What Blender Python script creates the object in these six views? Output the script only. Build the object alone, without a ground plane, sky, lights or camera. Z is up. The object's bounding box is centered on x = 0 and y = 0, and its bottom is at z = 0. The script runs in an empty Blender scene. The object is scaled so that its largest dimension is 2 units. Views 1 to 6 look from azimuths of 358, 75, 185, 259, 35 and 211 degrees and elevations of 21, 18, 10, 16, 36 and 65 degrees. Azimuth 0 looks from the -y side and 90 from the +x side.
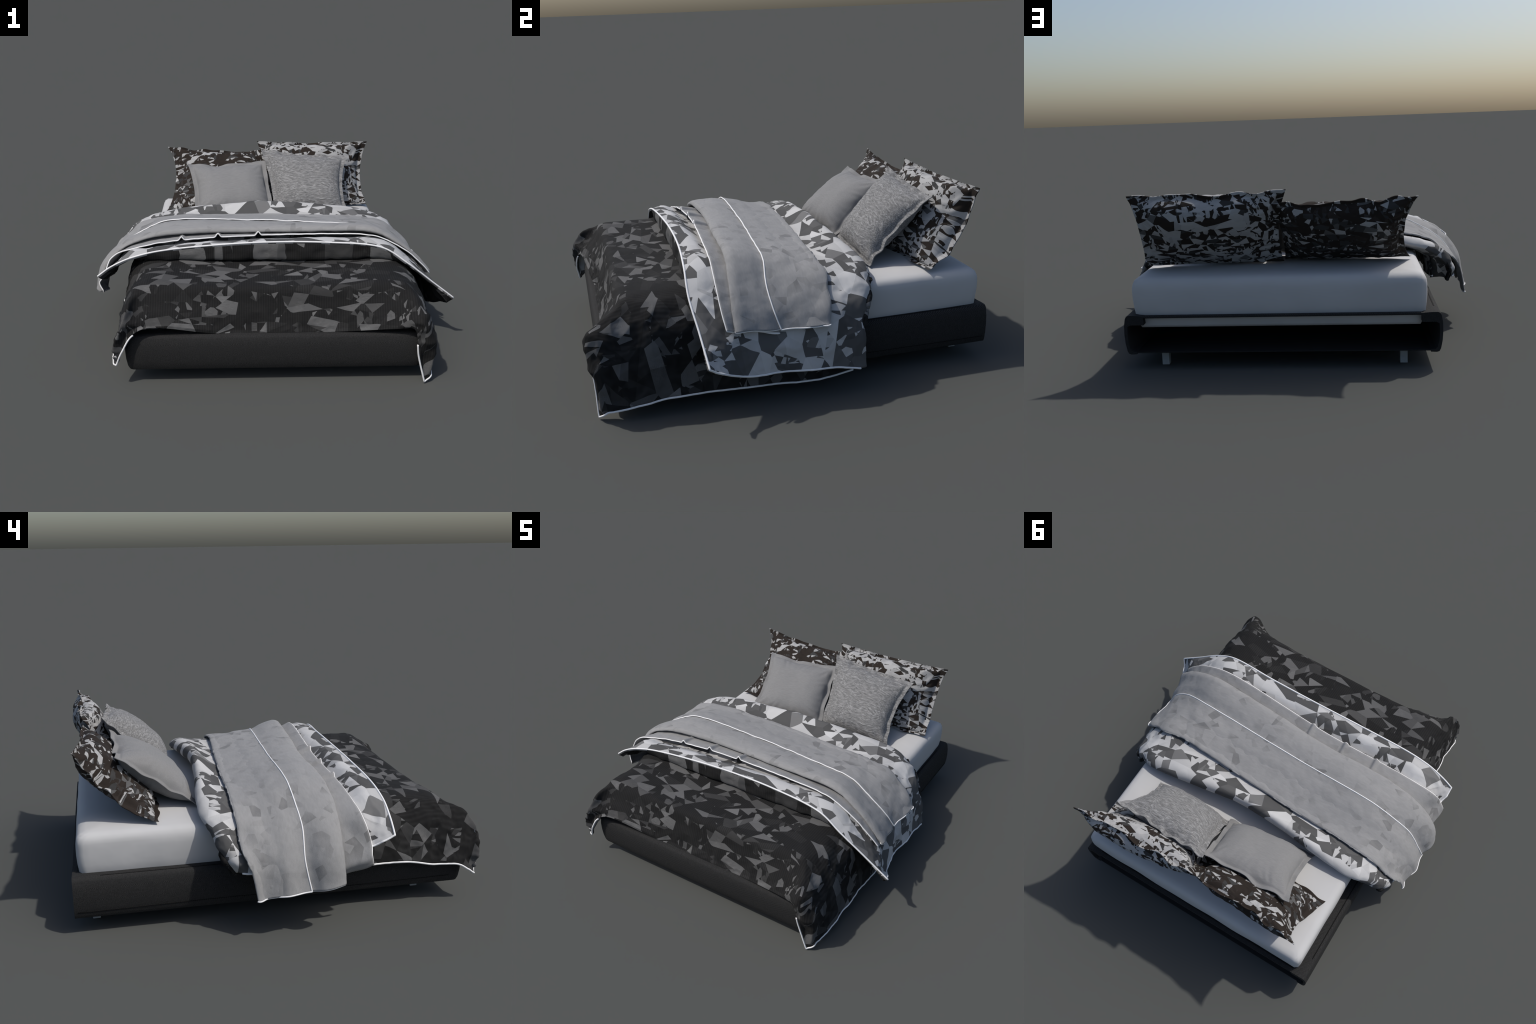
import bpy, math, random
import numpy as np
from mathutils import Vector, noise

random.seed(7)

# ------------------------------------------------------------------ helpers
def catmull(pts, n):
    """n samples of a Catmull-Rom spline through pts (k,3), spaced by chord length."""
    P = np.asarray(pts, float)
    k = len(P)
    t = np.r_[0, np.cumsum(np.maximum(np.linalg.norm(np.diff(P, axis=0), axis=1), 1e-4) ** 0.5)]
    m = np.zeros_like(P)
    m[1:-1] = (P[2:] - P[:-2]) / (t[2:] - t[:-2])[:, None]
    m[0] = (P[1] - P[0]) / (t[1] - t[0])
    m[-1] = (P[-1] - P[-2]) / (t[-1] - t[-2])
    dens = np.linspace(0, t[-1], 800)
    out = []
    for s in dens:
        i = min(max(np.searchsorted(t, s) - 1, 0), k - 2)
        h = t[i + 1] - t[i]
        u = (s - t[i]) / h
        out.append((2*u**3 - 3*u**2 + 1) * P[i] + (u**3 - 2*u**2 + u) * h * m[i]
                   + (-2*u**3 + 3*u**2) * P[i+1] + (u**3 - u**2) * h * m[i+1])
    D = np.array(out)
    L = np.r_[0, np.cumsum(np.linalg.norm(np.diff(D, axis=0), axis=1))]
    w = np.linspace(0, L[-1], n)
    return np.stack([np.interp(w, L, D[:, j]) for j in range(3)], 1)


def hermite(P, n):
    """Uniform spline through rows of points P (k, m, 3) -> (n, m, 3)."""
    P = np.asarray(P, float)
    k = len(P)
    M = np.gradient(P, axis=0)
    s = np.linspace(0, k - 1, n)
    i = np.clip(s.astype(int), 0, k - 2)
    u = (s - i)[:, None, None]
    return ((2*u**3 - 3*u**2 + 1) * P[i] + (u**3 - 2*u**2 + u) * M[i]
            + (-2*u**3 + 3*u**2) * P[i+1] + (u**3 - u**2) * M[i+1])


def loft(rows, nu, nv):
    """rows: list of control polylines. Returns (nv, nu, 3) grid."""
    return hermite([catmull(r, nu) for r in rows], nv)


def grid_normals(G):
    a = np.gradient(G, axis=0)
    b = np.gradient(G, axis=1)
    n = np.cross(b, a)
    return n / np.maximum(np.linalg.norm(n, axis=2, keepdims=True), 1e-9)


def noise_grid(G, freq, seed, stretch=(1, 1, 1)):
    o = Vector((seed * 7.13, seed * 3.7, seed * 1.9))
    f = np.array(stretch) * freq
    F = G.reshape(-1, 3) * f
    return np.array([noise.noise(Vector(p) + o) for p in F]).reshape(G.shape[:-1])


def mesh_from_grid(name, G, wrap_u=False, flip=False, smooth=True):
    nv, nu = G.shape[:2]
    faces = []
    for j in range(nv - 1):
        for i in range(nu if wrap_u else nu - 1):
            a, b = j * nu + i, j * nu + (i + 1) % nu
            f = (a, b, b + nu, a + nu)
            faces.append(f[::-1] if flip else f)
    me = bpy.data.meshes.new(name)
    me.from_pydata([tuple(p) for p in G.reshape(-1, 3)], [], faces)
    me.update()
    if smooth:
        me.polygons.foreach_set("use_smooth", [True] * len(me.polygons))
    return me


def add(name, me, parent=None, mats=()):
    ob = bpy.data.objects.new(name, me)
    bpy.context.collection.objects.link(ob)
    if parent:
        ob.parent = parent
    for m in mats:
        me.materials.append(m)
    return ob


def thing(name, label, category, loc=(0, 0, 0)):
    ob = bpy.data.objects.new(name, None)
    ob.location = loc
    bpy.context.collection.objects.link(ob)
    ob["label"] = label
    ob["category"] = category
    return ob


def tube(name, path, radius, parent, mat, sides=8, closed=False):
    P = np.asarray(path, float)
    n = len(P)
    T = np.gradient(P, axis=0)
    if closed:
        T = np.roll(P, -1, 0) - np.roll(P, 1, 0)
    T /= np.maximum(np.linalg.norm(T, axis=1, keepdims=True), 1e-9)
    up = np.array([0.31, 0.27, 0.91])
    rings = []
    prev = np.cross(T[0], up)
    for i in range(n):
        a = prev - T[i] * (prev @ T[i])
        if np.linalg.norm(a) < 1e-5:
            a = np.cross(T[i], up)
        a /= np.linalg.norm(a)
        prev = a
        b = np.cross(T[i], a)
        ring = [P[i] + radius * (math.cos(q) * a + math.sin(q) * b)
                for q in np.linspace(0, 2 * math.pi, sides, endpoint=False)]
        rings.append(ring)
    if closed:
        rings.append(rings[0])
    G = np.array(rings)
    me = mesh_from_grid(name, G, wrap_u=True)
    if not closed:
        nv = len(rings)
        me2 = me
        import bmesh
        bm = bmesh.new(); bm.from_mesh(me2); bm.verts.ensure_lookup_table()
        bm.faces.new([bm.verts[i] for i in range(sides)][::-1])
        bm.faces.new([bm.verts[(nv - 1) * sides + i] for i in range(sides)])
        bm.to_mesh(me2); bm.free()
    return add(name, me, parent, [mat])


def box(name, lo, hi, parent, mat, bevel=0.004, seg=2):
    lo, hi = np.array(lo), np.array(hi)
    c = (lo + hi) / 2
    h = (hi - lo) / 2
    v = [(sx * h[0], sy * h[1], sz * h[2]) for sx in (-1, 1) for sy in (-1, 1) for sz in (-1, 1)]
    f = [(0, 1, 3, 2), (4, 6, 7, 5), (0, 4, 5, 1), (2, 3, 7, 6), (0, 2, 6, 4), (1, 5, 7, 3)]
    me = bpy.data.meshes.new(name)
    me.from_pydata(v, [], f)
    me.polygons.foreach_set("use_smooth", [True] * 6)
    ob = add(name, me, parent, [mat])
    ob.location = c
    m = ob.modifiers.new("round", "BEVEL")
    m.width = bevel
    m.segments = seg
    m.harden_normals = True
    return ob


# ------------------------------------------------------------------ materials
class NT:
    def __init__(self, name, rough=0.85, sheen=0.0):
        self.mat = bpy.data.materials.new(name)
        self.mat.use_nodes = True
        self.t = self.mat.node_tree
        self.b = self.t.nodes["Principled BSDF"]
        self.b.inputs["Roughness"].default_value = rough
        self.b.inputs["Specular IOR Level"].default_value = 0.25
        if sheen:
            self.b.inputs["Sheen Weight"].default_value = sheen
        self.co = self.n("ShaderNodeTexCoord").outputs["Object"]

    def n(self, kind, **kw):
        nd = self.t.nodes.new(kind)
        for k, v in kw.items():
            setattr(nd, k, v)
        return nd

    def link(self, a, b):
        self.t.links.new(a, b)

    def put(self, sock, v):
        if hasattr(v, "is_output"):
            self.link(v, sock)
        else:
            sock.default_value = v

    def math(self, op, a, b=0.0, c=0.0):
        nd = self.n("ShaderNodeMath", operation=op)
        for s, v in zip(nd.inputs, (a, b, c)):
            self.put(s, v)
        return nd.outputs[0]

    def vec(self, op, a, b=(0, 0, 0)):
        nd = self.n("ShaderNodeVectorMath", operation=op)
        self.put(nd.inputs[0], a)
        self.put(nd.inputs[1], b)
        return nd.outputs["Value"] if op == "DOT_PRODUCT" else nd.outputs["Vector"]

    def mapping(self, scale=(1, 1, 1), rot=(0, 0, 0), loc=(0, 0, 0), src=None):
        nd = self.n("ShaderNodeMapping")
        self.put(nd.inputs["Vector"], src or self.co)
        nd.inputs["Scale"].default_value = scale
        nd.inputs["Rotation"].default_value = rot
        nd.inputs["Location"].default_value = loc
        return nd.outputs[0]

    def noise(self, vec, scale, detail=2.0, rough=0.5):
        nd = self.n("ShaderNodeTexNoise")
        self.put(nd.inputs["Vector"], vec)
        nd.inputs["Scale"].default_value = scale
        nd.inputs["Detail"].default_value = detail
        nd.inputs["Roughness"].default_value = rough
        return nd.outputs["Fac"]

    def ramp(self, fac, stops, constant=False):
        nd = self.n("ShaderNodeValToRGB")
        cr = nd.color_ramp
        cr.interpolation = "CONSTANT" if constant else "LINEAR"
        while len(cr.elements) < len(stops):
            cr.elements.new(1.0)
        for e, (p, c) in zip(cr.elements, stops):
            e.position = p
            e.color = (*((c, c, c) if isinstance(c, float) else c), 1)
        self.put(nd.inputs[0], fac)
        return nd.outputs[0]

    def mix(self, fac, a, b, blend="MIX"):
        nd = self.n("ShaderNodeMix", data_type="RGBA", blend_type=blend)
        self.put(nd.inputs["Factor"], fac)
        for s, v in ((nd.inputs[6], a), (nd.inputs[7], b)):
            if isinstance(v, float):
                v = (v, v, v, 1)
            self.put(s, v)
        return nd.outputs[2]

    def bump(self, h, strength=0.3, dist=0.002):
        nd = self.n("ShaderNodeBump")
        self.put(nd.inputs["Height"], h)
        nd.inputs["Strength"].default_value = strength
        nd.inputs["Distance"].default_value = dist
        self.link(nd.outputs[0], self.b.inputs["Normal"])

    def color(self, c):
        self.put(self.b.inputs["Base Color"], c if hasattr(c, "is_output") else (*c, 1))
        return self.mat

    def unwrap(self):
        """Cloth coordinates of the bed covers: the sides and the foot are folded out flat."""
        sx = self.n("ShaderNodeSeparateXYZ")
        self.link(self.co, sx.inputs[0])
        x, y, z = sx.outputs
        drop = self.math("MAXIMUM", self.math("SUBTRACT", 0.5, z), 0.0)
        ax = self.math("ABSOLUTE", x)

        def ramp01(v, a, b):
            nd = self.n("ShaderNodeMapRange")
            self.put(nd.inputs["Value"], v)
            nd.inputs["From Min"].default_value = a
            nd.inputs["From Max"].default_value = b
            return nd.outputs[0]

        side = ramp01(ax, 0.62, 0.70)
        front = self.math("MULTIPLY", ramp01(y, -0.70, -0.76), ramp01(ax, 0.74, 0.66))
        u = self.math("ADD", x, self.math("MULTIPLY", self.math("MULTIPLY", self.math("SIGN", x), drop), side))
        v = self.math("SUBTRACT", y, self.math("MULTIPLY", drop, front))
        c = self.n("ShaderNodeCombineXYZ")
        self.link(u, c.inputs[0])
        self.link(v, c.inputs[1])
        return c.outputs[0]

    def unwrap_pillow(self):
        """Cover coordinates of a stuffed pillow: the slopes toward the border are folded out flat."""
        sx = self.n("ShaderNodeSeparateXYZ")
        self.link(self.co, sx.inputs[0])
        x, y, z = sx.outputs
        drop = self.math("SUBTRACT", 0.09, self.math("MINIMUM", self.math("ABSOLUTE", z), 0.09))
        c = self.n("ShaderNodeCombineXYZ")
        for k, (a, lo, hi) in enumerate(((x, 0.12, 0.30), (y, 0.03, 0.18))):
            nd = self.n("ShaderNodeMapRange")
            self.link(self.math("ABSOLUTE", a), nd.inputs["Value"])
            nd.inputs["From Min"].default_value = lo
            nd.inputs["From Max"].default_value = hi
            out = self.math("MULTIPLY", self.math("MULTIPLY", self.math("SIGN", a), drop), nd.outputs[0])
            self.link(self.math("ADD", a, out), c.inputs[k])
        # back and front get different parts of the print
        off = self.math("MULTIPLY", self.math("GREATER_THAN", z, 0.0), 3.7)
        return self.vec("ADD", c.outputs[0], self.spread(off))

    def spread(self, v):
        c = self.n("ShaderNodeCombineXYZ")
        self.link(v, c.inputs[0])
        return c.outputs[0]

    def shards(self, src, scale, stretch, rot, seed, cuts=3):
        """Two random numbers per shard: flat Voronoi cells, each split into a fan by lines through its seed."""
        p = self.mapping(scale=(stretch[0] * scale, stretch[1] * scale, 0), rot=(0, 0, rot), loc=(seed, seed * 0.7, 0), src=src)
        v = self.n("ShaderNodeTexVoronoi", voronoi_dimensions="2D", feature="F1")
        self.link(p, v.inputs["Vector"])
        v.inputs["Scale"].default_value = 1.0
        q = self.vec("SUBTRACT", p, v.outputs["Position"])
        key = self.vec("ADD", v.outputs["Position"], (3.1, 7.7, 1.3))
        turn = self.n("ShaderNodeTexWhiteNoise", noise_dimensions="3D")
        self.link(v.outputs["Position"], turn.inputs["Vector"])
        for k in range(cuts):
            w = self.n("ShaderNodeTexWhiteNoise", noise_dimensions="3D")
            self.link(self.vec("ADD", v.outputs["Position"], (k * 5.3 + 1, k * 2.1, k * 9.7)), w.inputs["Vector"])
            # lines of a fan: a random start angle per cell, roughly even steps with some jitter
            ang = self.math("ADD", self.math("MULTIPLY", turn.outputs["Value"], 6.2832),
                            self.math("MULTIPLY_ADD", w.outputs["Value"], 0.9, k * 3.1416 / cuts))
            dv = self.n("ShaderNodeCombineXYZ")
            self.link(self.math("COSINE", ang), dv.inputs[0])
            self.link(self.math("SINE", ang), dv.inputs[1])
            side = self.math("GREATER_THAN", self.vec("DOT_PRODUCT", q, dv.outputs[0]), 0.0)
            cmb = self.n("ShaderNodeCombineXYZ")
            self.link(side, cmb.inputs[k])
            key = self.vec("ADD", key, cmb.outputs[0])
        w = self.n("ShaderNodeTexWhiteNoise", noise_dimensions="3D")
        self.link(key, w.inputs["Vector"])
        sep = self.n("ShaderNodeSeparateColor")
        self.link(w.outputs["Color"], sep.inputs[0])
        return w.outputs["Value"], sep.outputs[1]


def shard_fabric(name, base, tones, scale, seed, fine=0.3, hatch=0.0, rib=0.0, weave=260, cover=True):
    """Cloth printed with angular shards: `base` ground colour, `tones` = [(share, colour)...];
    fine = share of shards broken into finer ones."""
    m = NT(name, 0.9)
    src = m.unwrap() if cover else m.unwrap_pillow()
    r1, h1 = m.shards(src, scale, (0.85, 1.5), 0.55, seed, 3)
    r2, h2 = m.shards(src, scale * 1.5, (1.6, 0.9), 0.35, seed + 3.3, 3)
    acc = first = 1 - sum(t[0] for t in tones)
    stops = [(0.0, base)]
    for share, c in tones:
        stops.append((acc, c))
        acc += share
    col = m.ramp(r1, stops, True)
    col2 = m.ramp(r2, stops, True)
    col = m.mix(m.math("LESS_THAN", h1, fine), col, col2)
    # each shard carries a faint tone of its own
    tone = m.math("MULTIPLY_ADD", h1, 0.22, 0.89)
    if hatch:
        st = m.noise(m.mapping(scale=(1, 9, 4), rot=(0.3, 0.5, 0.8)), 38, 3.0, 0.7)
        k = m.math("MULTIPLY", m.math("SUBTRACT", st, 0.5), hatch)
        k = m.math("MULTIPLY", k, m.math("GREATER_THAN", h2, 0.45))
        tone = m.math("ADD", tone, k)
    col = m.mix(1.0, col, m.n_scalar(tone), "MULTIPLY")
    if rib:
        wv = m.n("ShaderNodeTexWave", wave_type="BANDS", bands_direction="X")
        m.link(m.mapping(rot=(0, 0, 0.03)), wv.inputs["Vector"])
        wv.inputs["Scale"].default_value = 26
        wv.inputs["Distortion"].default_value = 0.6
        k = m.math("MULTIPLY_ADD", wv.outputs["Fac"], rib, 1 - rib / 2)
        bw = m.n("ShaderNodeRGBToBW")
        m.link(col, bw.inputs[0])
        dark = m.math("LESS_THAN", bw.outputs[0], 0.022)
        col = m.mix(dark, col, m.mix(1.0, col, m.n_scalar(k), "MULTIPLY"))
    m.bump(m.noise(m.co, weave, 2.0), 0.15, 0.001)
    return m.color(col)


def n_scalar(self, v):
    nd = self.n("ShaderNodeCombineColor")
    for i in range(3):
        self.link(v, nd.inputs[i])
    return nd.outputs[0]


NT.n_scalar = n_scalar

WHITE = 0.47
dark_print = shard_fabric("dark_shard_print", 0.0115, [(0.08, 0.018), (0.08, 0.034), (0.07, 0.065), (0.15, 0.100), (0.03, 0.135)],
                          6.4, 2.0, fine=0.24, hatch=0.9, rib=0.5)
light_print = shard_fabric("light_shard_print", WHITE, [(0.10, 0.40), (0.20, 0.075), (0.22, 0.095), (0.04, 0.14)],
                           6.8, 6.4, fine=0.22, hatch=0.18)
BROWN = (0.020, 0.015, 0.012)
pillow_dark_print = shard_fabric("brown_shard_print", BROWN, [(0.10, (0.028, 0.022, 0.019)), (0.13, 0.036), (0.06, 0.085), (0.17, 0.33)],
                                 12.0, 1.0, fine=0.40, hatch=0.9, cover=False)
pillow_light_print = shard_fabric("pale_shard_print", 0.34, [(0.05, 0.29), (0.32, BROWN), (0.10, 0.035), (0.03, 0.09)],
                                  12.5, 4.0, fine=0.40, hatch=0.3, cover=False)


def throw_fabric():
    m = NT("grey_throw_fabric", 0.95, 0.1)
    r, h = m.shards(m.unwrap(), 10, (1, 1.4), 0.4, 3.0, 2)
    col = m.ramp(r, [(0, 0.268), (0.58, 0.252), (0.78, 0.218), (0.93, 0.175)], True)
    big = m.noise(m.co, 5, 3.0)
    keep = m.ramp(big, [(0.42, 0.0), (0.60, 1.0)])
    col = m.mix(keep, 0.268, col)
    st = m.noise(m.mapping(scale=(2, 8, 3), rot=(0.2, 0.4, 0.7)), 14, 4.0, 0.6)
    col = m.mix(1.0, col, m.n_scalar(m.math("MULTIPLY_ADD", st, 0.30, 0.85)), "MULTIPLY")
    h = m.math("ADD", m.noise(m.co, 300, 2.0), m.math("MULTIPLY", m.noise(m.co, 13, 3.0, 0.5), 2.0))
    m.bump(h, 0.16, 0.004)
    return m.color(col)


def plain_fabric():
    m = NT("plain_grey_weave", 0.95, 0.1)
    st = m.noise(m.mapping(scale=(1, 10, 10)), 34, 3.0, 0.6)
    col = m.ramp(st, [(0.25, 0.180), (0.75, 0.232)])
    fine = m.noise(m.mapping(scale=(1, 3, 3)), 160, 2.0)
    m.bump(fine, 0.25, 0.001)
    return m.color(col)


def melange_fabric():
    m = NT("melange_knit", 0.95, 0.1)
    wob = m.n("ShaderNodeTexNoise")
    m.link(m.co, wob.inputs["Vector"])
    wob.inputs["Scale"].default_value = 9
    p = m.vec("ADD", m.co, m.vec("MULTIPLY", m.vec("SUBTRACT", wob.outputs["Color"], (0.5, 0.5, 0.5)), (0.05, 0.05, 0.05)))
    st = m.noise(m.mapping(scale=(1, 7, 7), src=p), 24, 3.0, 0.7)
    col = m.ramp(st, [(0.30, 0.10), (0.48, 0.18), (0.60, 0.265), (0.75, 0.40)])
    m.bump(st, 0.7, 0.005)
    return m.color(col)


def sheet_fabric():
    m = NT("white_fitted_sheet", 0.9)
    col = m.ramp(m.noise(m.co, 4, 2.0), [(0.3, 0.485), (0.7, 0.515)])
    m.bump(m.noise(m.co, 5, 3.0), 0.25, 0.02)
    return m.color(col)


def upholstery():
    m = NT("black_herringbone_upholstery", 0.85)
    sx = m.n("ShaderNodeSeparateXYZ")
    m.link(m.co, sx.inputs[0])
    run = m.math("ADD", sx.outputs[0], sx.outputs[1])
    zig = m.math("PINGPONG", sx.outputs[2], 0.055)
    s = m.math("SINE", m.math("MULTIPLY", m.math("ADD", run, m.math("MULTIPLY", zig, 1.6)), 760.0))
    k = m.math("MULTIPLY_ADD", s, 0.42, m.noise(m.co, 220, 2.0))
    col = m.ramp(k, [(0.12, 0.005), (0.92, 0.036)])
    m.bump(k, 0.3, 0.001)
    return m.color(col)


def flat(name, c, rough=0.7, metal=0.0, grain=0.1):
    m = NT(name, rough)
    m.b.inputs["Metallic"].default_value = metal
    k = m.noise(m.co, 60, 3.0)
    c = np.array(c)
    return m.color(m.ramp(k, [(0.2, tuple(c * (1 - grain))), (0.8, tuple(c * (1 + grain)))]))


throw_mat = throw_fabric()
plain_mat = plain_fabric()
melange_mat = melange_fabric()
sheet_mat = sheet_fabric()
uph_mat = upholstery()
piping_mat = flat("white_piping", (0.80, 0.80, 0.80), 0.7, 0, 0.02)
leg_mat = flat("pale_leg_metal", (0.30, 0.32, 0.33), 0.45, 0.0)
board_mat = flat("dark_base_board", (0.012, 0.012, 0.012), 0.8)
seam_mat = flat("seam_shade_strip", (0.004, 0.004, 0.004), 0.9)  # near-black colour gives the shade of grooves that are not cut in

# ------------------------------------------------------------------ bed: frame, legs, mattress
bed = thing("bed", "low black upholstered double bed with white mattress", "bed")

FX, FH, FF = 0.742, 0.940, -0.862           # half width, head end, foot end


def frame_shell():
    """Bulged upholstered wall, swept round the left side, the foot and the right side."""
    prof = [(-0.085, 0.219), (-0.085, 0.262), (-0.040, 0.266), (-0.012, 0.266), (-0.002, 0.261), (0.004, 0.250),
            (0.010, 0.215), (0.011, 0.175), (0.008, 0.130), (0.001, 0.093), (-0.006, 0.079),
            (-0.018, 0.075), (-0.045, 0.076), (-0.045, 0.087), (-0.022, 0.090), (-0.014, 0.100),
            (-0.006, 0.135), (-0.004, 0.175), (-0.006, 0.212), (-0.02, 0.219)]
    r = 0.035
    path = []
    for y in np.linspace(FH, FF + r, 24):
        path.append((-FX, y, -1, 0))
    for a in np.linspace(0, 90, 9)[1:]:
        a = math.radians(a)
        path.append((-FX + r - r * math.cos(a), FF + r - r * math.sin(a), -math.cos(a), -math.sin(a)))
    for x in np.linspace(-FX + r, FX - r, 20)[1:]:
        path.append((x, FF, 0, -1))
    for a in np.linspace(90, 0, 9)[1:]:
        a = math.radians(a)
        path.append((FX - r + r * math.cos(a), FF + r - r * math.sin(a), math.cos(a), -math.sin(a)))
    for y in np.linspace(FF + r, FH, 24)[1:]:
        path.append((FX, y, 1, 0))
    G = np.array([[(x + nx * o, y + ny * o, z) for o, z in prof] for x, y, nx, ny in path])
    me = mesh_from_grid("frame_wall", G, wrap_u=True)
    n = len(prof)
    import bmesh
    bm = bmesh.new(); bm.from_mesh(me); bm.verts.ensure_lookup_table()
    bm.faces.new([bm.verts[i] for i in range(n)])
    bm.faces.new([bm.verts[(len(path) - 1) * n + i] for i in range(n)][::-1])
    bmesh.ops.recalc_face_normals(bm, faces=bm.faces)
    bm.to_mesh(me); bm.free()
    me.set_sharp_from_angle(angle=math.radians(40))
    return add("frame_wall", me, bed, [uph_mat])


frame_shell()
box("base_board", (-0.70, -0.83, 0.080), (0.70, 0.936, 0.086), bed, board_mat, 0.002)
box("head_rail", (-0.66, 0.915, 0.252), (0.66, 0.941, 0.264), bed, uph_mat, 0.004)
for sx in (-1, 1):
    box("panel_seam_strip", (sx * 0.722 - 0.003, 0.29, 0.2655), (sx * 0.722 + 0.003, 0.82, 0.2675), bed, seam_mat, 0.0005)  # raised dark strip on the rim in place of a recessed groove
leg0 = None
for x, y in ((0.577, 0.85), (-0.577, 0.85), (-0.577, -0.690), (0.577, -0.690)):
    if leg0 is None:
        leg0 = box("leg", (-0.0175, -0.0175, 0), (0.0175, 0.0175, 0.082), bed, leg_mat, 0.002)
        ob = leg0
    else:
        ob = leg0.copy()
        bpy.context.collection.objects.link(ob)
    ob.location = (x, y, 0.041)

# thin dark tubes, slightly proud, drawing the seam lines low on the side panels
for sx in (-1, 1):
    pts = [(sx * (FX + 0.0045), y, 0.112 + 0.002 * math.sin(y * 5)) for y in np.linspace(0.925, -0.80, 50)]
    tube("panel_seam_strip", pts, 0.0022, bed, seam_mat, 6)


def mattress():
    """Rounded block with a soft crown, slightly pulled-in lower half, corner tuck folds at the head."""
    x0, x1, y0, y1, z0, z1 = -0.688, 0.716, -0.760, 0.918, 0.190, 0.445
    r, rc = 0.035, 0.03
    cx, cy, hx, hy = (x0 + x1) / 2, (y0 + y1) / 2, (x1 - x0) / 2, (y1 - y0) / 2

    def outline(inset):
        pts = []
        k = max(rc - inset, 0.004)
        for qx, qy, a0 in ((1, -1, -90), (1, 1, 0), (-1, 1, 90), (-1, -1, 180)):
            for a in np.linspace(a0, a0 + 90, 7):
                a = math.radians(a)
                pts.append((cx + qx * (hx - inset - k) + k * math.cos(a), cy + qy * (hy - inset - k) + k * math.sin(a)))
        P = np.array(pts + pts[:1])
        L = np.r_[0, np.cumsum(np.linalg.norm(np.diff(P, axis=0), axis=1))]
        w = np.linspace(0, L[-1], 241)[:-1]
        return np.stack([np.interp(w, L, P[:, 0]), np.interp(w, L, P[:, 1])], 1)

    rings = []
    spec = [(0.66, z0 + 0.004), (0.3, z0 + 0.002), (0.06, z0), (0.030, z0 + 0.006), (0.022, z0 + 0.02), (0.016, 0.24), (0.008, 0.262), (0.003, 0.30), (0.0, 0.34), (0.0, 0.375),
            (0.001, 0.395), (0.005, 0.412), (0.013, 0.427), (0.026, 0.437), (0.05, 0.4425), (0.12, z1 + 0.001), (0.25, z1 + 0.003), (0.4, z1 + 0.004), (0.55, z1 + 0.004), (0.67, z1 + 0.004)]
    for ins, z in spec:
        O = outline(ins)
        rings.append(np.c_[O, np.full(len(O), z)])
    G = np.array(rings)
    N = noise_grid(G, 5, 3)
    side = (G[..., 2] < 0.40) & (G[..., 2] > 0.2)
    out = G[..., :2] - np.array([cx, cy])
    out /= np.linalg.norm(out, axis=2, keepdims=True)
    G[..., :2] += out * (N * 0.006 * side)[..., None]
    me = mesh_from_grid("mattress", G, wrap_u=True)
    import bmesh
    bm = bmesh.new(); bm.from_mesh(me); bm.verts.ensure_lookup_table()
    n = G.shape[1]
    bm.faces.new([bm.verts[i] for i in range(n)][::-1])
    bm.faces.new([bm.verts[(len(rings) - 1) * n + i] for i in range(n)])
    bm.to_mesh(me); bm.free()
    ob = add("mattress", me, bed, [sheet_mat])
    return ob


mattress()

# ------------------------------------------------------------------ duvet
duvet = thing("duvet", "dark shard print duvet folded back to its pale side, white piping", "duvet")


def crumple(G, amp, freq, seed, mask=None, ridge=True):
    n = -grid_normals(G)
    a = noise_grid(G, freq, seed)
    b = noise_grid(G, freq * 2.3, seed + 5)
    if ridge:
        d = (0.5 - np.abs(a)) * 1.0 + 0.45 * (0.5 - np.abs(b)) - 0.45
    else:
        d = a + 0.4 * b
    d = d * amp
    if mask is not None:
        d = d * mask
    return G + n * d[..., None]


def cloth(name, G, thick, parent, outer, inner, flip=True):
    me = mesh_from_grid(name, G, flip=flip)
    ob = add(name, me, parent, [outer, inner, outer])
    s = ob.modifiers.new("thickness", "SOLIDIFY")
    s.thickness = thick
    s.offset = -1
    s.material_offset = 1
    s.material_offset_rim = 2
    return ob


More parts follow.
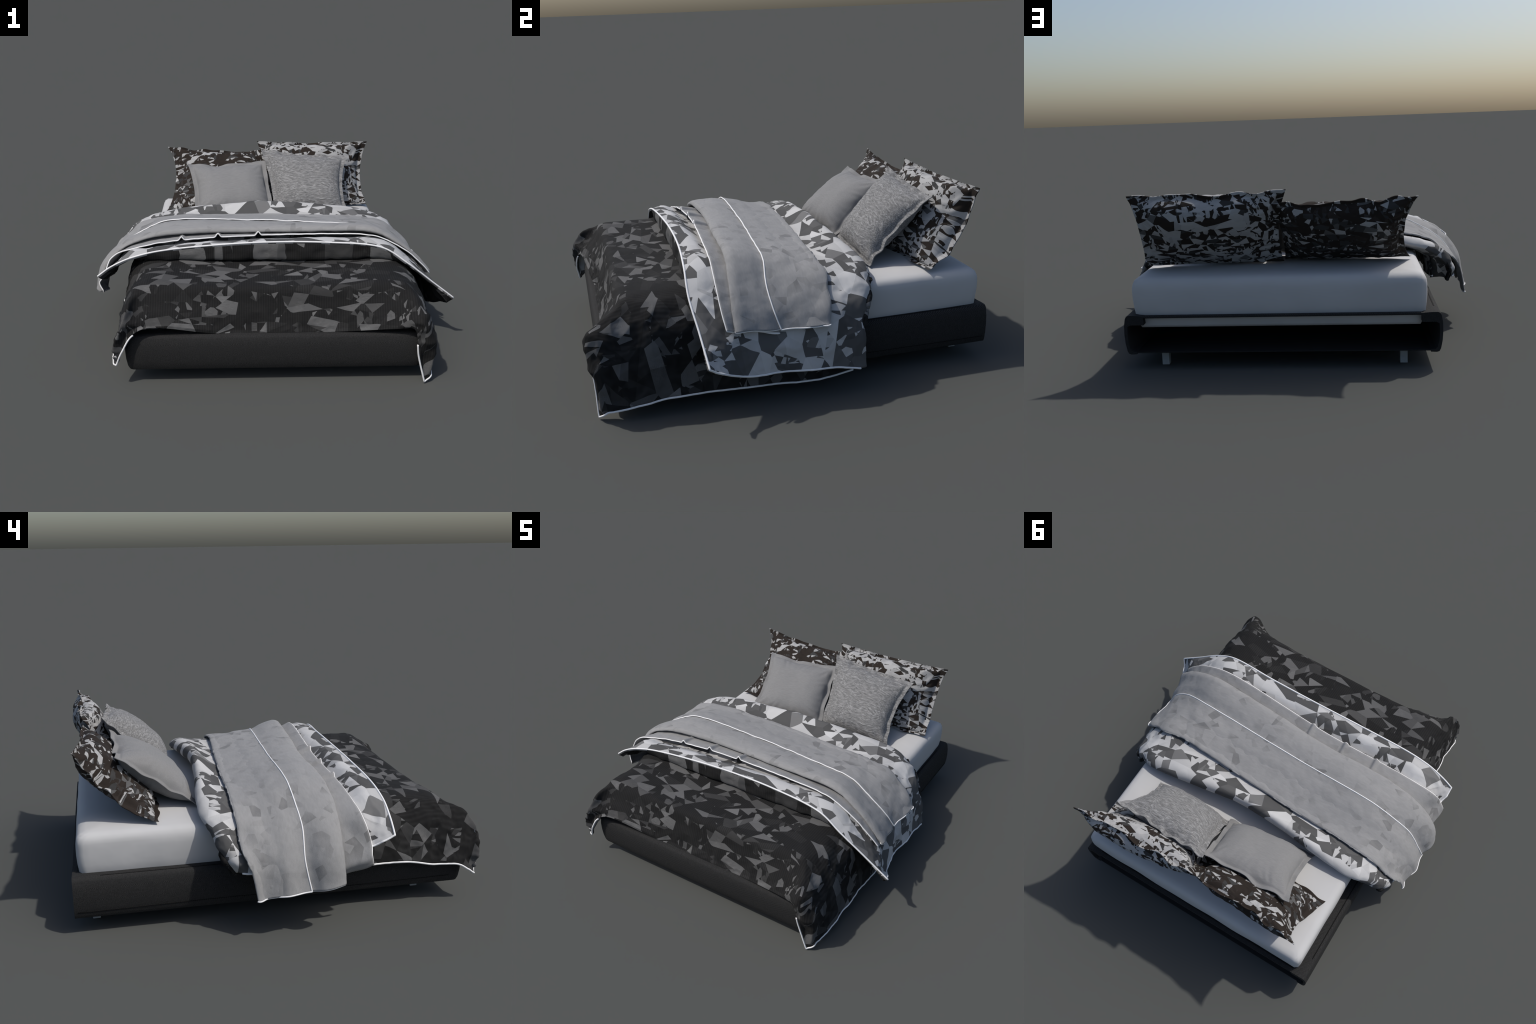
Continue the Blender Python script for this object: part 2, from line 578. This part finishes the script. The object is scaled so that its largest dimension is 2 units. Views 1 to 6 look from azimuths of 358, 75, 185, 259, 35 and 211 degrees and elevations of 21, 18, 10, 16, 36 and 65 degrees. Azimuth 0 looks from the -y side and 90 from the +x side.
# rows run from the head end to the foot and down the front; each from left hem to right hem
body_rows = [
    [(-0.77, 0.27, 0.30), (-0.76, 0.28, 0.38), (-0.715, 0.29, 0.45), (-0.60, 0.30, 0.470), (-0.3, 0.30, 0.478), (0, 0.30, 0.48),
     (0.3, 0.30, 0.478), (0.60, 0.30, 0.472), (0.735, 0.29, 0.43), (0.80, 0.27, 0.28), (0.84, 0.23, 0.09)],
    [(-0.77, 0.05, 0.27), (-0.76, 0.05, 0.37), (-0.715, 0.05, 0.45), (-0.60, 0.05, 0.478), (-0.3, 0.05, 0.48), (0, 0.05, 0.482),
     (0.3, 0.05, 0.48), (0.60, 0.05, 0.478), (0.735, 0.05, 0.43), (0.80, 0.05, 0.27), (0.83, 0.05, 0.068)],
    [(-0.80, -0.30, 0.235), (-0.785, -0.30, 0.355), (-0.730, -0.30, 0.46), (-0.61, -0.30, 0.495), (-0.3, -0.30, 0.488), (0, -0.30, 0.486),
     (0.3, -0.30, 0.488), (0.60, -0.30, 0.492), (0.735, -0.30, 0.44), (0.795, -0.30, 0.27), (0.82, -0.30, 0.078)],
    [(-0.80, -0.56, 0.228), (-0.772, -0.55, 0.34), (-0.722, -0.54, 0.44), (-0.63, -0.53, 0.498), (-0.3, -0.53, 0.487), (0, -0.53, 0.484),
     (0.3, -0.53, 0.487), (0.61, -0.53, 0.498), (0.72, -0.54, 0.45), (0.785, -0.56, 0.28), (0.81, -0.56, 0.082)],
    [(-0.80, -0.70, 0.202), (-0.778, -0.69, 0.32), (-0.728, -0.68, 0.425), (-0.64, -0.67, 0.496), (-0.3, -0.67, 0.484), (0, -0.67, 0.481),
     (0.3, -0.67, 0.484), (0.62, -0.67, 0.496), (0.72, -0.68, 0.435), (0.785, -0.70, 0.27), (0.81, -0.70, 0.068)],
    [(-0.805, -0.81, 0.195), (-0.785, -0.81, 0.315), (-0.735, -0.79, 0.430), (-0.645, -0.757, 0.485), (-0.3, -0.754, 0.474), (0, -0.754, 0.471),
     (0.3, -0.754, 0.474), (0.62, -0.757, 0.484), (0.72, -0.785, 0.425), (0.785, -0.80, 0.27), (0.808, -0.81, 0.052)],
    [(-0.808, -0.868, 0.165), (-0.778, -0.885, 0.300), (-0.730, -0.878, 0.422), (-0.65, -0.812, 0.420), (-0.3, -0.786, 0.402), (0, -0.784, 0.402),
     (0.3, -0.786, 0.402), (0.62, -0.812, 0.420), (0.725, -0.880, 0.395), (0.795, -0.875, 0.24), (0.805, -0.862, 0.045)],
    [(-0.803, -0.895, 0.145), (-0.795, -0.925, 0.240), (-0.742, -0.925, 0.355), (-0.64, -0.860, 0.362), (-0.3, -0.817, 0.327), (0, -0.814, 0.327),
     (0.3, -0.817, 0.327), (0.61, -0.855, 0.352), (0.71, -0.925, 0.350), (0.778, -0.905, 0.19), (0.785, -0.885, 0.030)],
    [(-0.790, -0.904, 0.134), (-0.755, -0.915, 0.215), (-0.700, -0.905, 0.295), (-0.60, -0.880, 0.322), (-0.3, -0.842, 0.268), (0, -0.839, 0.267),
     (0.3, -0.842, 0.268), (0.60, -0.878, 0.298), (0.68, -0.905, 0.305), (0.710, -0.900, 0.16), (0.751, -0.895, 0.012)],
]
B = loft(body_rows, 260, 220)
sy = np.linspace(0, 1, B.shape[0])[:, None] * np.ones((1, B.shape[1]))
front = np.clip((sy - 0.66) / 0.15, 0, 1)
sidem = np.clip((np.abs(B[..., 0]) - 0.62) / 0.1, 0, 1)
keep = np.clip((1 - sy) / 0.03, 0.15, 1)
B = crumple(B, 0.022, 5.0, 11, np.clip(0.25 + 0.35 * front + 0.6 * sidem, 0, 1) * keep, ridge=False)
lowf = np.clip((0.40 - B[..., 2]) / 0.1, 0, 1) * front
B = crumple(B, 0.017, 11, 12, np.clip(0.08 + 0.15 * front + 0.6 * lowf + 0.7 * sidem, 0, 1) * keep)
body = cloth("duvet_body", B, 0.012, duvet, dark_print, light_print)
drop = np.array([0, 0, 0.004])
fr = B[-1]
cl, cr = np.argmin(np.abs(fr[:, 0] + 0.69)), np.argmin(np.abs(fr[:, 0] - 0.70))
tube("piping", np.concatenate([B[:, 0], fr[1:cl]]) - drop, 0.0045, duvet, piping_mat, 8)
tube("piping", np.concatenate([fr[cr:-1], B[::-1, -1]]) - drop, 0.0045, duvet, piping_mat, 8)

# folded-back flap: rows from under the roll, round it, to the free edge toward the foot
flap_rows = [
    [(-0.765, 0.20, 0.268), (-0.765, 0.225, 0.325), (-0.735, 0.25, 0.405), (-0.60, 0.26, 0.462), (-0.3, 0.24, 0.476), (0, 0.23, 0.484),
     (0.3, 0.24, 0.476), (0.60, 0.26, 0.462), (0.725, 0.25, 0.415), (0.805, 0.22, 0.28), (0.83, 0.20, 0.10)],
    [(-0.83, 0.235, 0.272), (-0.84, 0.27, 0.325), (-0.775, 0.30, 0.41), (-0.60, 0.31, 0.465), (-0.3, 0.29, 0.480), (0, 0.28, 0.490),
     (0.3, 0.29, 0.480), (0.60, 0.31, 0.465), (0.74, 0.31, 0.42), (0.825, 0.265, 0.285), (0.85, 0.245, 0.105)],
    [(-0.85, 0.265, 0.270), (-0.86, 0.30, 0.33), (-0.79, 0.335, 0.425), (-0.62, 0.378, 0.490), (-0.3, 0.345, 0.520), (0, 0.330, 0.540),
     (0.3, 0.355, 0.520), (0.62, 0.383, 0.485), (0.76, 0.345, 0.425), (0.845, 0.285, 0.29), (0.868, 0.275, 0.115)],
    [(-0.89, 0.225, 0.280), (-0.90, 0.25, 0.345), (-0.81, 0.295, 0.455), (-0.62, 0.335, 0.530), (-0.3, 0.315, 0.570), (0, 0.300, 0.595),
     (0.3, 0.315, 0.570), (0.62, 0.335, 0.528), (0.77, 0.30, 0.455), (0.865, 0.25, 0.30), (0.882, 0.25, 0.112)],
    [(-0.905, 0.15, 0.285), (-0.885, 0.16, 0.355), (-0.79, 0.18, 0.435), (-0.61, 0.19, 0.515), (-0.3, 0.19, 0.520), (0, 0.18, 0.525),
     (0.3, 0.17, 0.524), (0.61, 0.17, 0.518), (0.765, 0.16, 0.445), (0.860, 0.14, 0.31), (0.882, 0.13, 0.135)],
    [(-0.90, -0.05, 0.29), (-0.87, -0.05, 0.37), (-0.76, -0.05, 0.470), (-0.60, -0.05, 0.540), (-0.3, -0.05, 0.548), (0, -0.05, 0.550),
     (0.3, -0.05, 0.540), (0.60, -0.05, 0.528), (0.75, -0.05, 0.450), (0.855, -0.07, 0.31), (0.88, -0.10, 0.150)],
    [(-0.91, -0.30, 0.35), (-0.86, -0.28, 0.425), (-0.75, -0.27, 0.490), (-0.59, -0.27, 0.514), (-0.3, -0.27, 0.528), (0, -0.27, 0.542),
     (0.3, -0.27, 0.556), (0.59, -0.27, 0.554), (0.755, -0.27, 0.475), (0.87, -0.28, 0.32), (0.90, -0.26, 0.165)],
    [(-0.925, -0.40, 0.388), (-0.87, -0.39, 0.455), (-0.76, -0.385, 0.520), (-0.59, -0.38, 0.558), (-0.3, -0.375, 0.582), (0, -0.37, 0.592),
     (0.3, -0.37, 0.598), (0.57, -0.38, 0.590), (0.74, -0.39, 0.490), (0.90, -0.40, 0.335), (0.955, -0.39, 0.220)],
    [(-0.932, -0.446, 0.416), (-0.86, -0.450, 0.470), (-0.75, -0.455, 0.522), (-0.59, -0.452, 0.560), (-0.3, -0.442, 0.586), (0, -0.436, 0.598),
     (0.3, -0.442, 0.595), (0.57, -0.462, 0.575), (0.72, -0.472, 0.486), (0.86, -0.458, 0.375), (0.995, -0.447, 0.268)],
]
Fg = loft(flap_rows, 260, 170)
sy = np.linspace(0, 1, Fg.shape[0])[:, None] * np.ones((1, Fg.shape[1]))
side = np.clip((np.abs(Fg[..., 0]) - 0.66) / 0.1, 0, 1)
kf = np.clip((1 - sy) / 0.12, 0.05, 1)
Fg = crumple(Fg, 0.022, 5.0, 21, (0.35 + 0.65 * side) * kf, ridge=False)
Fg = crumple(Fg, 0.010, 13.0, 22, (0.25 + 0.75 * side) * kf, ridge=True)
flap_mesh = cloth("folded_flap", Fg, 0.012, duvet, light_print, dark_print).data
# padded dark underside of the flap: from the free edge down and back to the duvet body
contact = [(-0.91, -0.41, 0.402), (-0.85, -0.41, 0.440), (-0.76, -0.415, 0.470), (-0.61, -0.425, 0.496), (-0.3, -0.43, 0.492), (0, -0.43, 0.490),
           (0.3, -0.43, 0.492), (0.58, -0.43, 0.500), (0.735, -0.42, 0.440), (0.85, -0.41, 0.350), (0.96, -0.41, 0.260)]
Fn = -grid_normals(Fg)
edge = Fg[-1] - Fn[-1] * 0.010
cont = catmull(contact, edge.shape[0])
tip = np.clip((np.abs(edge[:, 0]) - 0.64) / 0.12, 0, 1)[:, None]
tip = tip * tip * (3 - 2 * tip)
cont = cont * (1 - tip) + (Fg[-12] - Fn[-12] * 0.024) * tip
bulge = np.clip(1 - (np.abs(edge[:, 0]) - 0.55) / 0.3, 0, 1)[:, None]
lin_rows = np.array([edge, edge * 0.62 + cont * 0.38 + np.array([0, -0.010, -0.004]) * bulge, edge * 0.25 + cont * 0.75 + np.array([0, -0.016, -0.006]) * bulge,
                     cont, (cont + np.array([0, 0.07, -0.008])) * (1 - tip) + (Fg[-20] - Fn[-20] * 0.018) * tip])
Lg = hermite(lin_rows, 40)
Lg = crumple(Lg, 0.012, 9, 41, np.clip(np.linspace(0, 1, 40) / 0.25, 0, 1)[:, None] * (1 - tip[:, 0])[None, :], ridge=False)
cloth("flap_lining", Lg, 0.006, duvet, dark_print, dark_print)
mid = int(Fg.shape[0] * 0.38)
fhem = np.concatenate([Fg[mid:, 0], Fg[-1, 1:], Fg[mid:, -1][::-1][1:]])
tube("piping", fhem, 0.0046, duvet, piping_mat, 8)

# ------------------------------------------------------------------ throw blanket, folded in a zigzag
throw = thing("throw_blanket", "folded grey throw blanket with white piped hem", "blanket")
low = [(-0.912, -0.362, 0.275), (-0.905, -0.345, 0.39), (-0.855, -0.322, 0.482), (-0.72, -0.312, 0.526), (-0.50, -0.302, 0.556), (-0.2, -0.296, 0.580),
       (0.1, -0.312, 0.596), (0.37, -0.333, 0.602), (0.58, -0.345, 0.590), (0.74, -0.353, 0.510), (0.83, -0.352, 0.43), (0.876, -0.345, 0.375)]
ridge = [(-0.985, -0.190, 0.225), (-0.955, -0.185, 0.36), (-0.865, -0.188, 0.470), (-0.74, -0.195, 0.540), (-0.55, -0.198, 0.585), (-0.2, -0.195, 0.595),
         (0.1, -0.218, 0.606), (0.37, -0.235, 0.612), (0.58, -0.250, 0.602), (0.74, -0.27, 0.515), (0.83, -0.28, 0.435), (0.886, -0.285, 0.365)]
middle = [(-0.972, -0.065, 0.205), (-0.932, -0.045, 0.335), (-0.848, -0.053, 0.455), (-0.74, -0.05, 0.526), (-0.57, -0.047, 0.590), (-0.2, -0.055, 0.596),
          (0.1, -0.07, 0.597), (0.35, -0.087, 0.588), (0.57, -0.102, 0.564), (0.71, -0.13, 0.494), (0.80, -0.125, 0.415), (0.848, -0.105, 0.338)]
crown = [(-0.972, 0.04, 0.20), (-0.930, 0.05, 0.325), (-0.848, 0.05, 0.435), (-0.74, 0.04, 0.510), (-0.57, 0.04, 0.570), (-0.2, 0.03, 0.578),
         (0.1, 0.02, 0.578), (0.35, 0.01, 0.572), (0.57, 0.0, 0.556), (0.71, -0.01, 0.490), (0.80, -0.02, 0.415), (0.866, -0.01, 0.338)]
head = [(-0.968, 0.164, 0.181), (-0.935, 0.185, 0.31), (-0.880, 0.215, 0.390), (-0.74, 0.222, 0.475), (-0.57, 0.214, 0.526), (-0.2, 0.20, 0.545),
        (0.1, 0.18, 0.548), (0.35, 0.16, 0.548), (0.57, 0.146, 0.540), (0.69, 0.150, 0.488), (0.79, 0.130, 0.405), (0.880, 0.108, 0.338)]
A = np.array


def off(curve, dx=0, dy=0, dz=0, inward=0.0):
    C = A(curve, float)
    s = np.sign(C[:, 0]) * np.clip((np.abs(C[:, 0]) - 0.6) / 0.2, 0, 1)
    C = C + A((dx, dy, dz))
    C[:, 0] -= s * inward
    C[:, 2] -= inward * (1 - np.abs(s))
    return C


def blend(a, b, t):
    return A(a) * (1 - t) + A(b) * t


throw_rows = [
    low,
    off(blend(low, middle, 0.45), inward=0.030),
    off(blend(low, middle, 0.85), inward=0.020),
    off(blend(low, middle, 0.92), inward=0.012),
    off(blend(low, ridge, 0.92), inward=0.020),
    off(ridge, dy=-0.022, inward=0.004),
    off(ridge, dy=0.01, inward=-0.005),
    off(blend(ridge, middle, 0.55), inward=-0.006),
    off(middle, inward=0.006),
    off(crown, inward=0.006),
    off(head, dy=-0.01, inward=0.004),
    off(head, dy=0.004, inward=0.0),
    off(head, dy=-0.012, inward=-0.004),
    off(blend(head, crown, 0.45), inward=0.010),
    off(crown, inward=-0.003),
    off(blend(crown, middle, 0.6), inward=-0.003),
    off(middle, inward=-0.003),
]
for k in (1, 2, 3):                       # the right end of the lowest layer hangs clear of the loop above it
    R = A(throw_rows[k], float)
    R[:, 2] -= 0.030 * np.clip((R[:, 0] - 0.76) / 0.1, 0, 1)
    throw_rows[k] = R
T = loft(throw_rows, 320, 250)
# soft lengthwise folds shared by all layers (function of place only, so layers stay stacked)
sidet = np.clip((np.abs(T[..., 0]) - 0.60) / 0.15, 0, 1)
f1 = noise_grid(T, 3.2, 31, (0.8, 1.6, 0.3))
T[..., 2] += f1 * 0.010 * (1 - sidet)
T[..., 0] += np.sign(T[..., 0]) * (f1 * 0.012 + 0.008 * np.sin(T[..., 1] * 34)) * sidet
# three small pinched pleats where the lower hem has been pushed together
early = np.clip(1 - np.linspace(0, 1, T.shape[0]) / 0.10, 0, 1)[:, None]
for xc in (-0.49, -0.29, -0.07):
    T[..., 2] += 0.022 * np.exp(-((T[..., 0] - xc) / 0.011) ** 2) * early
T = crumple(T, 0.0022, 18, 33, None, ridge=False)
# rest the layers on the flap: anything that would sink into it is pushed out, upper layers further
from mathutils.bvhtree import BVHTree
flap_tree = BVHTree.FromPolygons([tuple(p) for p in Fg.reshape(-1, 3)],
                                 [tuple(p.vertices) for p in flap_mesh.polygons])
layer = np.interp(np.linspace(0, 1, T.shape[0]), [0, 0.19, 0.28, 0.34, 0.66, 0.74, 1], [0.005, 0.005, 0.012, 0.014, 0.012, 0.020, 0.020])
rest = np.zeros_like(T)
for j in range(T.shape[0]):
    for i in range(T.shape[1]):
        p = Vector(T[j, i])
        loc, nor, k, d = flap_tree.find_nearest(p, 0.15)
        if loc is None:
            continue
        h = (p - loc).dot(nor)
        if h < layer[j] and d < 0.08:
            rest[j, i] = np.array(nor) * (layer[j] - h)
for _ in range(10):                       # even the lift out so hems stay smooth
    q = np.pad(rest, ((1, 1), (1, 1), (0, 0)), mode="edge")
    rest = (q[:-2, 1:-1] + q[2:, 1:-1] + q[1:-1, :-2] + q[1:-1, 2:] + 2 * rest) / 6
T += rest * 1.1
cloth("throw_cloth", T, 0.004, throw, throw_mat, throw_mat)
thick_in = 0.002
rim = np.concatenate([T[:, 0], T[-1, 1:-1], T[::-1, -1], T[0, ::-1][1:-1]])
tube("piping", rim, 0.0033, throw, piping_mat, 8, closed=True)

# ------------------------------------------------------------------ pillows and cushions
def pillow(name, label, category, mat, TL, TR, BL, BR, front, back, flange=0.12, pinch=0.06, seed=1, wrinkle=0.010,
           sag=(0.0, 0.0), n=110, ruffle=0.012, ear=0.02, eL=(0,0,0), eR=(0,0,0), eT=(0,0,0), eB=(0,0,0), lean=(0.0, 0.0), cover="pillow_cover"):
    """Stuffed sewn cover spanned between four corners.  u runs left to right, v bottom to top.
    front / back: bulge toward -y/+z and toward +y; flange: flat border share; pinch: inward curve of the edges;
    sag: (edge bow, bottom push)"""
    TL, TR, BL, BR = (A(p, float) for p in (TL, TR, BL, BR))
    cen = (TL + TR + BL + BR) / 4
    ux = (TR + BR - TL - BL); ux /= np.linalg.norm(ux)
    vy = (TL + TR - BL - BR); vy -= ux * (vy @ ux); vy /= np.linalg.norm(vy)
    nz = np.cross(ux, vy)                       # faces the foot / upward
    s = np.linspace(-1, 1, n)
    s = np.sign(s) * (1 - (1 - np.abs(s)) ** 1.35)  # finer near the border
    U, V = np.meshgrid(s, s)
    # edges bow inward between the corners
    U2 = U * (1 - pinch * (1 - V**2) * np.abs(U))
    V2 = V * (1 - pinch * (1 - U**2) * np.abs(V))
    a, b = (U2[..., None] + 1) / 2, (V2[..., None] + 1) / 2
    P = (1 - b) * ((1 - a) * BL + a * BR) + b * ((1 - a) * TL + a * TR)
    for e, w in ((eL, (1 - V**2) * (1 - U) / 2), (eR, (1 - V**2) * (1 + U) / 2), (eT, (1 - U**2) * (1 + V) / 2), (eB, (1 - U**2) * (1 - V) / 2)):
        P = P + A(e, float) * (w**1.0)[..., None]
    inU = np.clip(np.abs(U) / (1 - flange), 0, 1)
    inV = np.clip(np.abs(V) / (1 - flange), 0, 1)
    puff = (1 - inU**3.4) ** 0.6 * (1 - inV**3.0) ** 0.6
    # border ruffle
    rim = np.clip(1 - puff * 3, 0, 1)
    nr = noise_grid(P, 13, seed)
    corner = (np.abs(U) * np.abs(V)) ** 3
    lift = rim * (nr * ruffle * 2 + sag[0] * (1 - np.minimum(1, (U**2 + V**2)))) + corner * ear * noise_grid(np.sign(P - cen) * 0.7, 1.7, seed + 9)
    low_push = sag[1] * (1 - V) / 2
    base = P + nz * (lift + low_push * 0)[..., None]
    wr1 = noise_grid(P, 6, seed + 1) * 1.2 + noise_grid(P, 15, seed + 2) * 0.6
    rad = np.arctan2(V, U)
    pleat = np.sin(rad * 26 + 5 * nr) * np.exp(-((puff - 0.45) / 0.28) ** 2)
    wr = wrinkle * (wr1 + 0.35 * pleat) * np.clip(puff * 2.5, 0, 1)
    t = 0.0022
    Fp = base + nz * (puff * front * (1 + lean[0] * V) + wr + t)[..., None]
    Bp = base - nz * (puff * back * (1 + lean[1] * V) + wr * np.where(puff > 0.05, 1, -1) * 0.8 + t)[..., None]
    # keep the bottom above the mattress
    for Q in (Fp, Bp):
        Q[..., 2] = np.where(Q[..., 2] < 0.462, 0.462 - (0.462 - Q[..., 2]) * 0.12, Q[..., 2])
        Q[..., 2] = np.maximum(Q[..., 2], 0.4505)
    root = thing(name, label, category)
    R = np.stack([ux, vy, nz], 1)
    from mathutils import Matrix
    M = Matrix([list(R[0]) + [cen[0]], list(R[1]) + [cen[1]], list(R[2]) + [cen[2]], [0, 0, 0, 1]])
    to_l = lambda Q: (Q - cen) @ R
    Fl, Bl = to_l(Fp), to_l(Bp)
    nn = n * n
    verts = np.concatenate([Fl.reshape(-1, 3), Bl.reshape(-1, 3)])
    idx = lambda j, i: j * n + i
    faces = []
    for j in range(n - 1):
        for i in range(n - 1):
            q = (idx(j, i), idx(j, i + 1), idx(j + 1, i + 1), idx(j + 1, i))
            faces.append(q)
            faces.append(tuple(k + nn for k in q[::-1]))
    ring = [idx(0, i) for i in range(n)] + [idx(j, n - 1) for j in range(1, n)] + \
           [idx(n - 1, i) for i in range(n - 2, -1, -1)] + [idx(j, 0) for j in range(n - 2, 0, -1)]
    for k in range(len(ring)):
        p, q = ring[k], ring[(k + 1) % len(ring)]
        faces.append((p, p + nn, q + nn, q))
    me = bpy.data.meshes.new(cover)
    me.from_pydata([tuple(v) for v in verts], [], faces)
    me.polygons.foreach_set("use_smooth", [True] * len(me.polygons))
    me.update()
    ob = add(cover, me, root, [mat])
    root.matrix_world = M
    return root


pillow("pillow", "pale shard print bed pillow with flanged edge", "pillow", pillow_light_print,
       (-0.040, 0.868, 0.846), (0.712, 0.884, 0.838), (-0.005, 0.625, 0.445), (0.690, 0.665, 0.440), 0.100, 0.048,
       flange=0.09, pinch=0.0, seed=3, ear=0.02, eL=(0.03, 0.03, 0), eR=(-0.035, 0.075, 0), eT=(0, 0, -0.012), eB=(0, -0.015, 0.0), lean=(0.0, 0.9))
pillow("pillow", "dark brown shard print bed pillow with flanged edge", "pillow", pillow_dark_print,
       (-0.645, 0.902, 0.802), (0.03, 0.872, 0.778), (-0.640, 0.545, 0.445), (0.0, 0.550, 0.445), 0.080, 0.056,
       flange=0.08, pinch=0.0, seed=5, ear=0.02, eL=(0.055, 0.070, 0.0), eR=(-0.02, 0.02, 0), eT=(0, -0.015, -0.012), eB=(0, -0.015, 0), lean=(-0.15, 0.3))
pillow("cushion", "plain grey square cushion with flanged edge", "cushion", plain_mat,
       (-0.505, 0.718, 0.732), (0.012, 0.738, 0.742), (-0.458, 0.350, 0.452), (0.065, 0.415, 0.462), 0.085, 0.075,
       flange=0.11, pinch=0.03, seed=8, wrinkle=0.005, cover="cushion_cover", eL=(0.02, 0, 0), eT=(0, 0, -0.015), lean=(-0.1, 0.2))
pillow("cushion", "grey melange knit square cushion with flanged edge", "cushion", melange_mat,
       (-0.018, 0.768, 0.812), (0.556, 0.740, 0.768), (0.055, 0.430, 0.470), (0.542, 0.418, 0.458), 0.082, 0.075,
       flange=0.10, pinch=0.02, seed=12, wrinkle=0.007, cover="cushion_cover", eL=(0.015, 0, 0), eR=(-0.035, 0, 0), eT=(0, 0, -0.008), lean=(-0.05, 0.2))
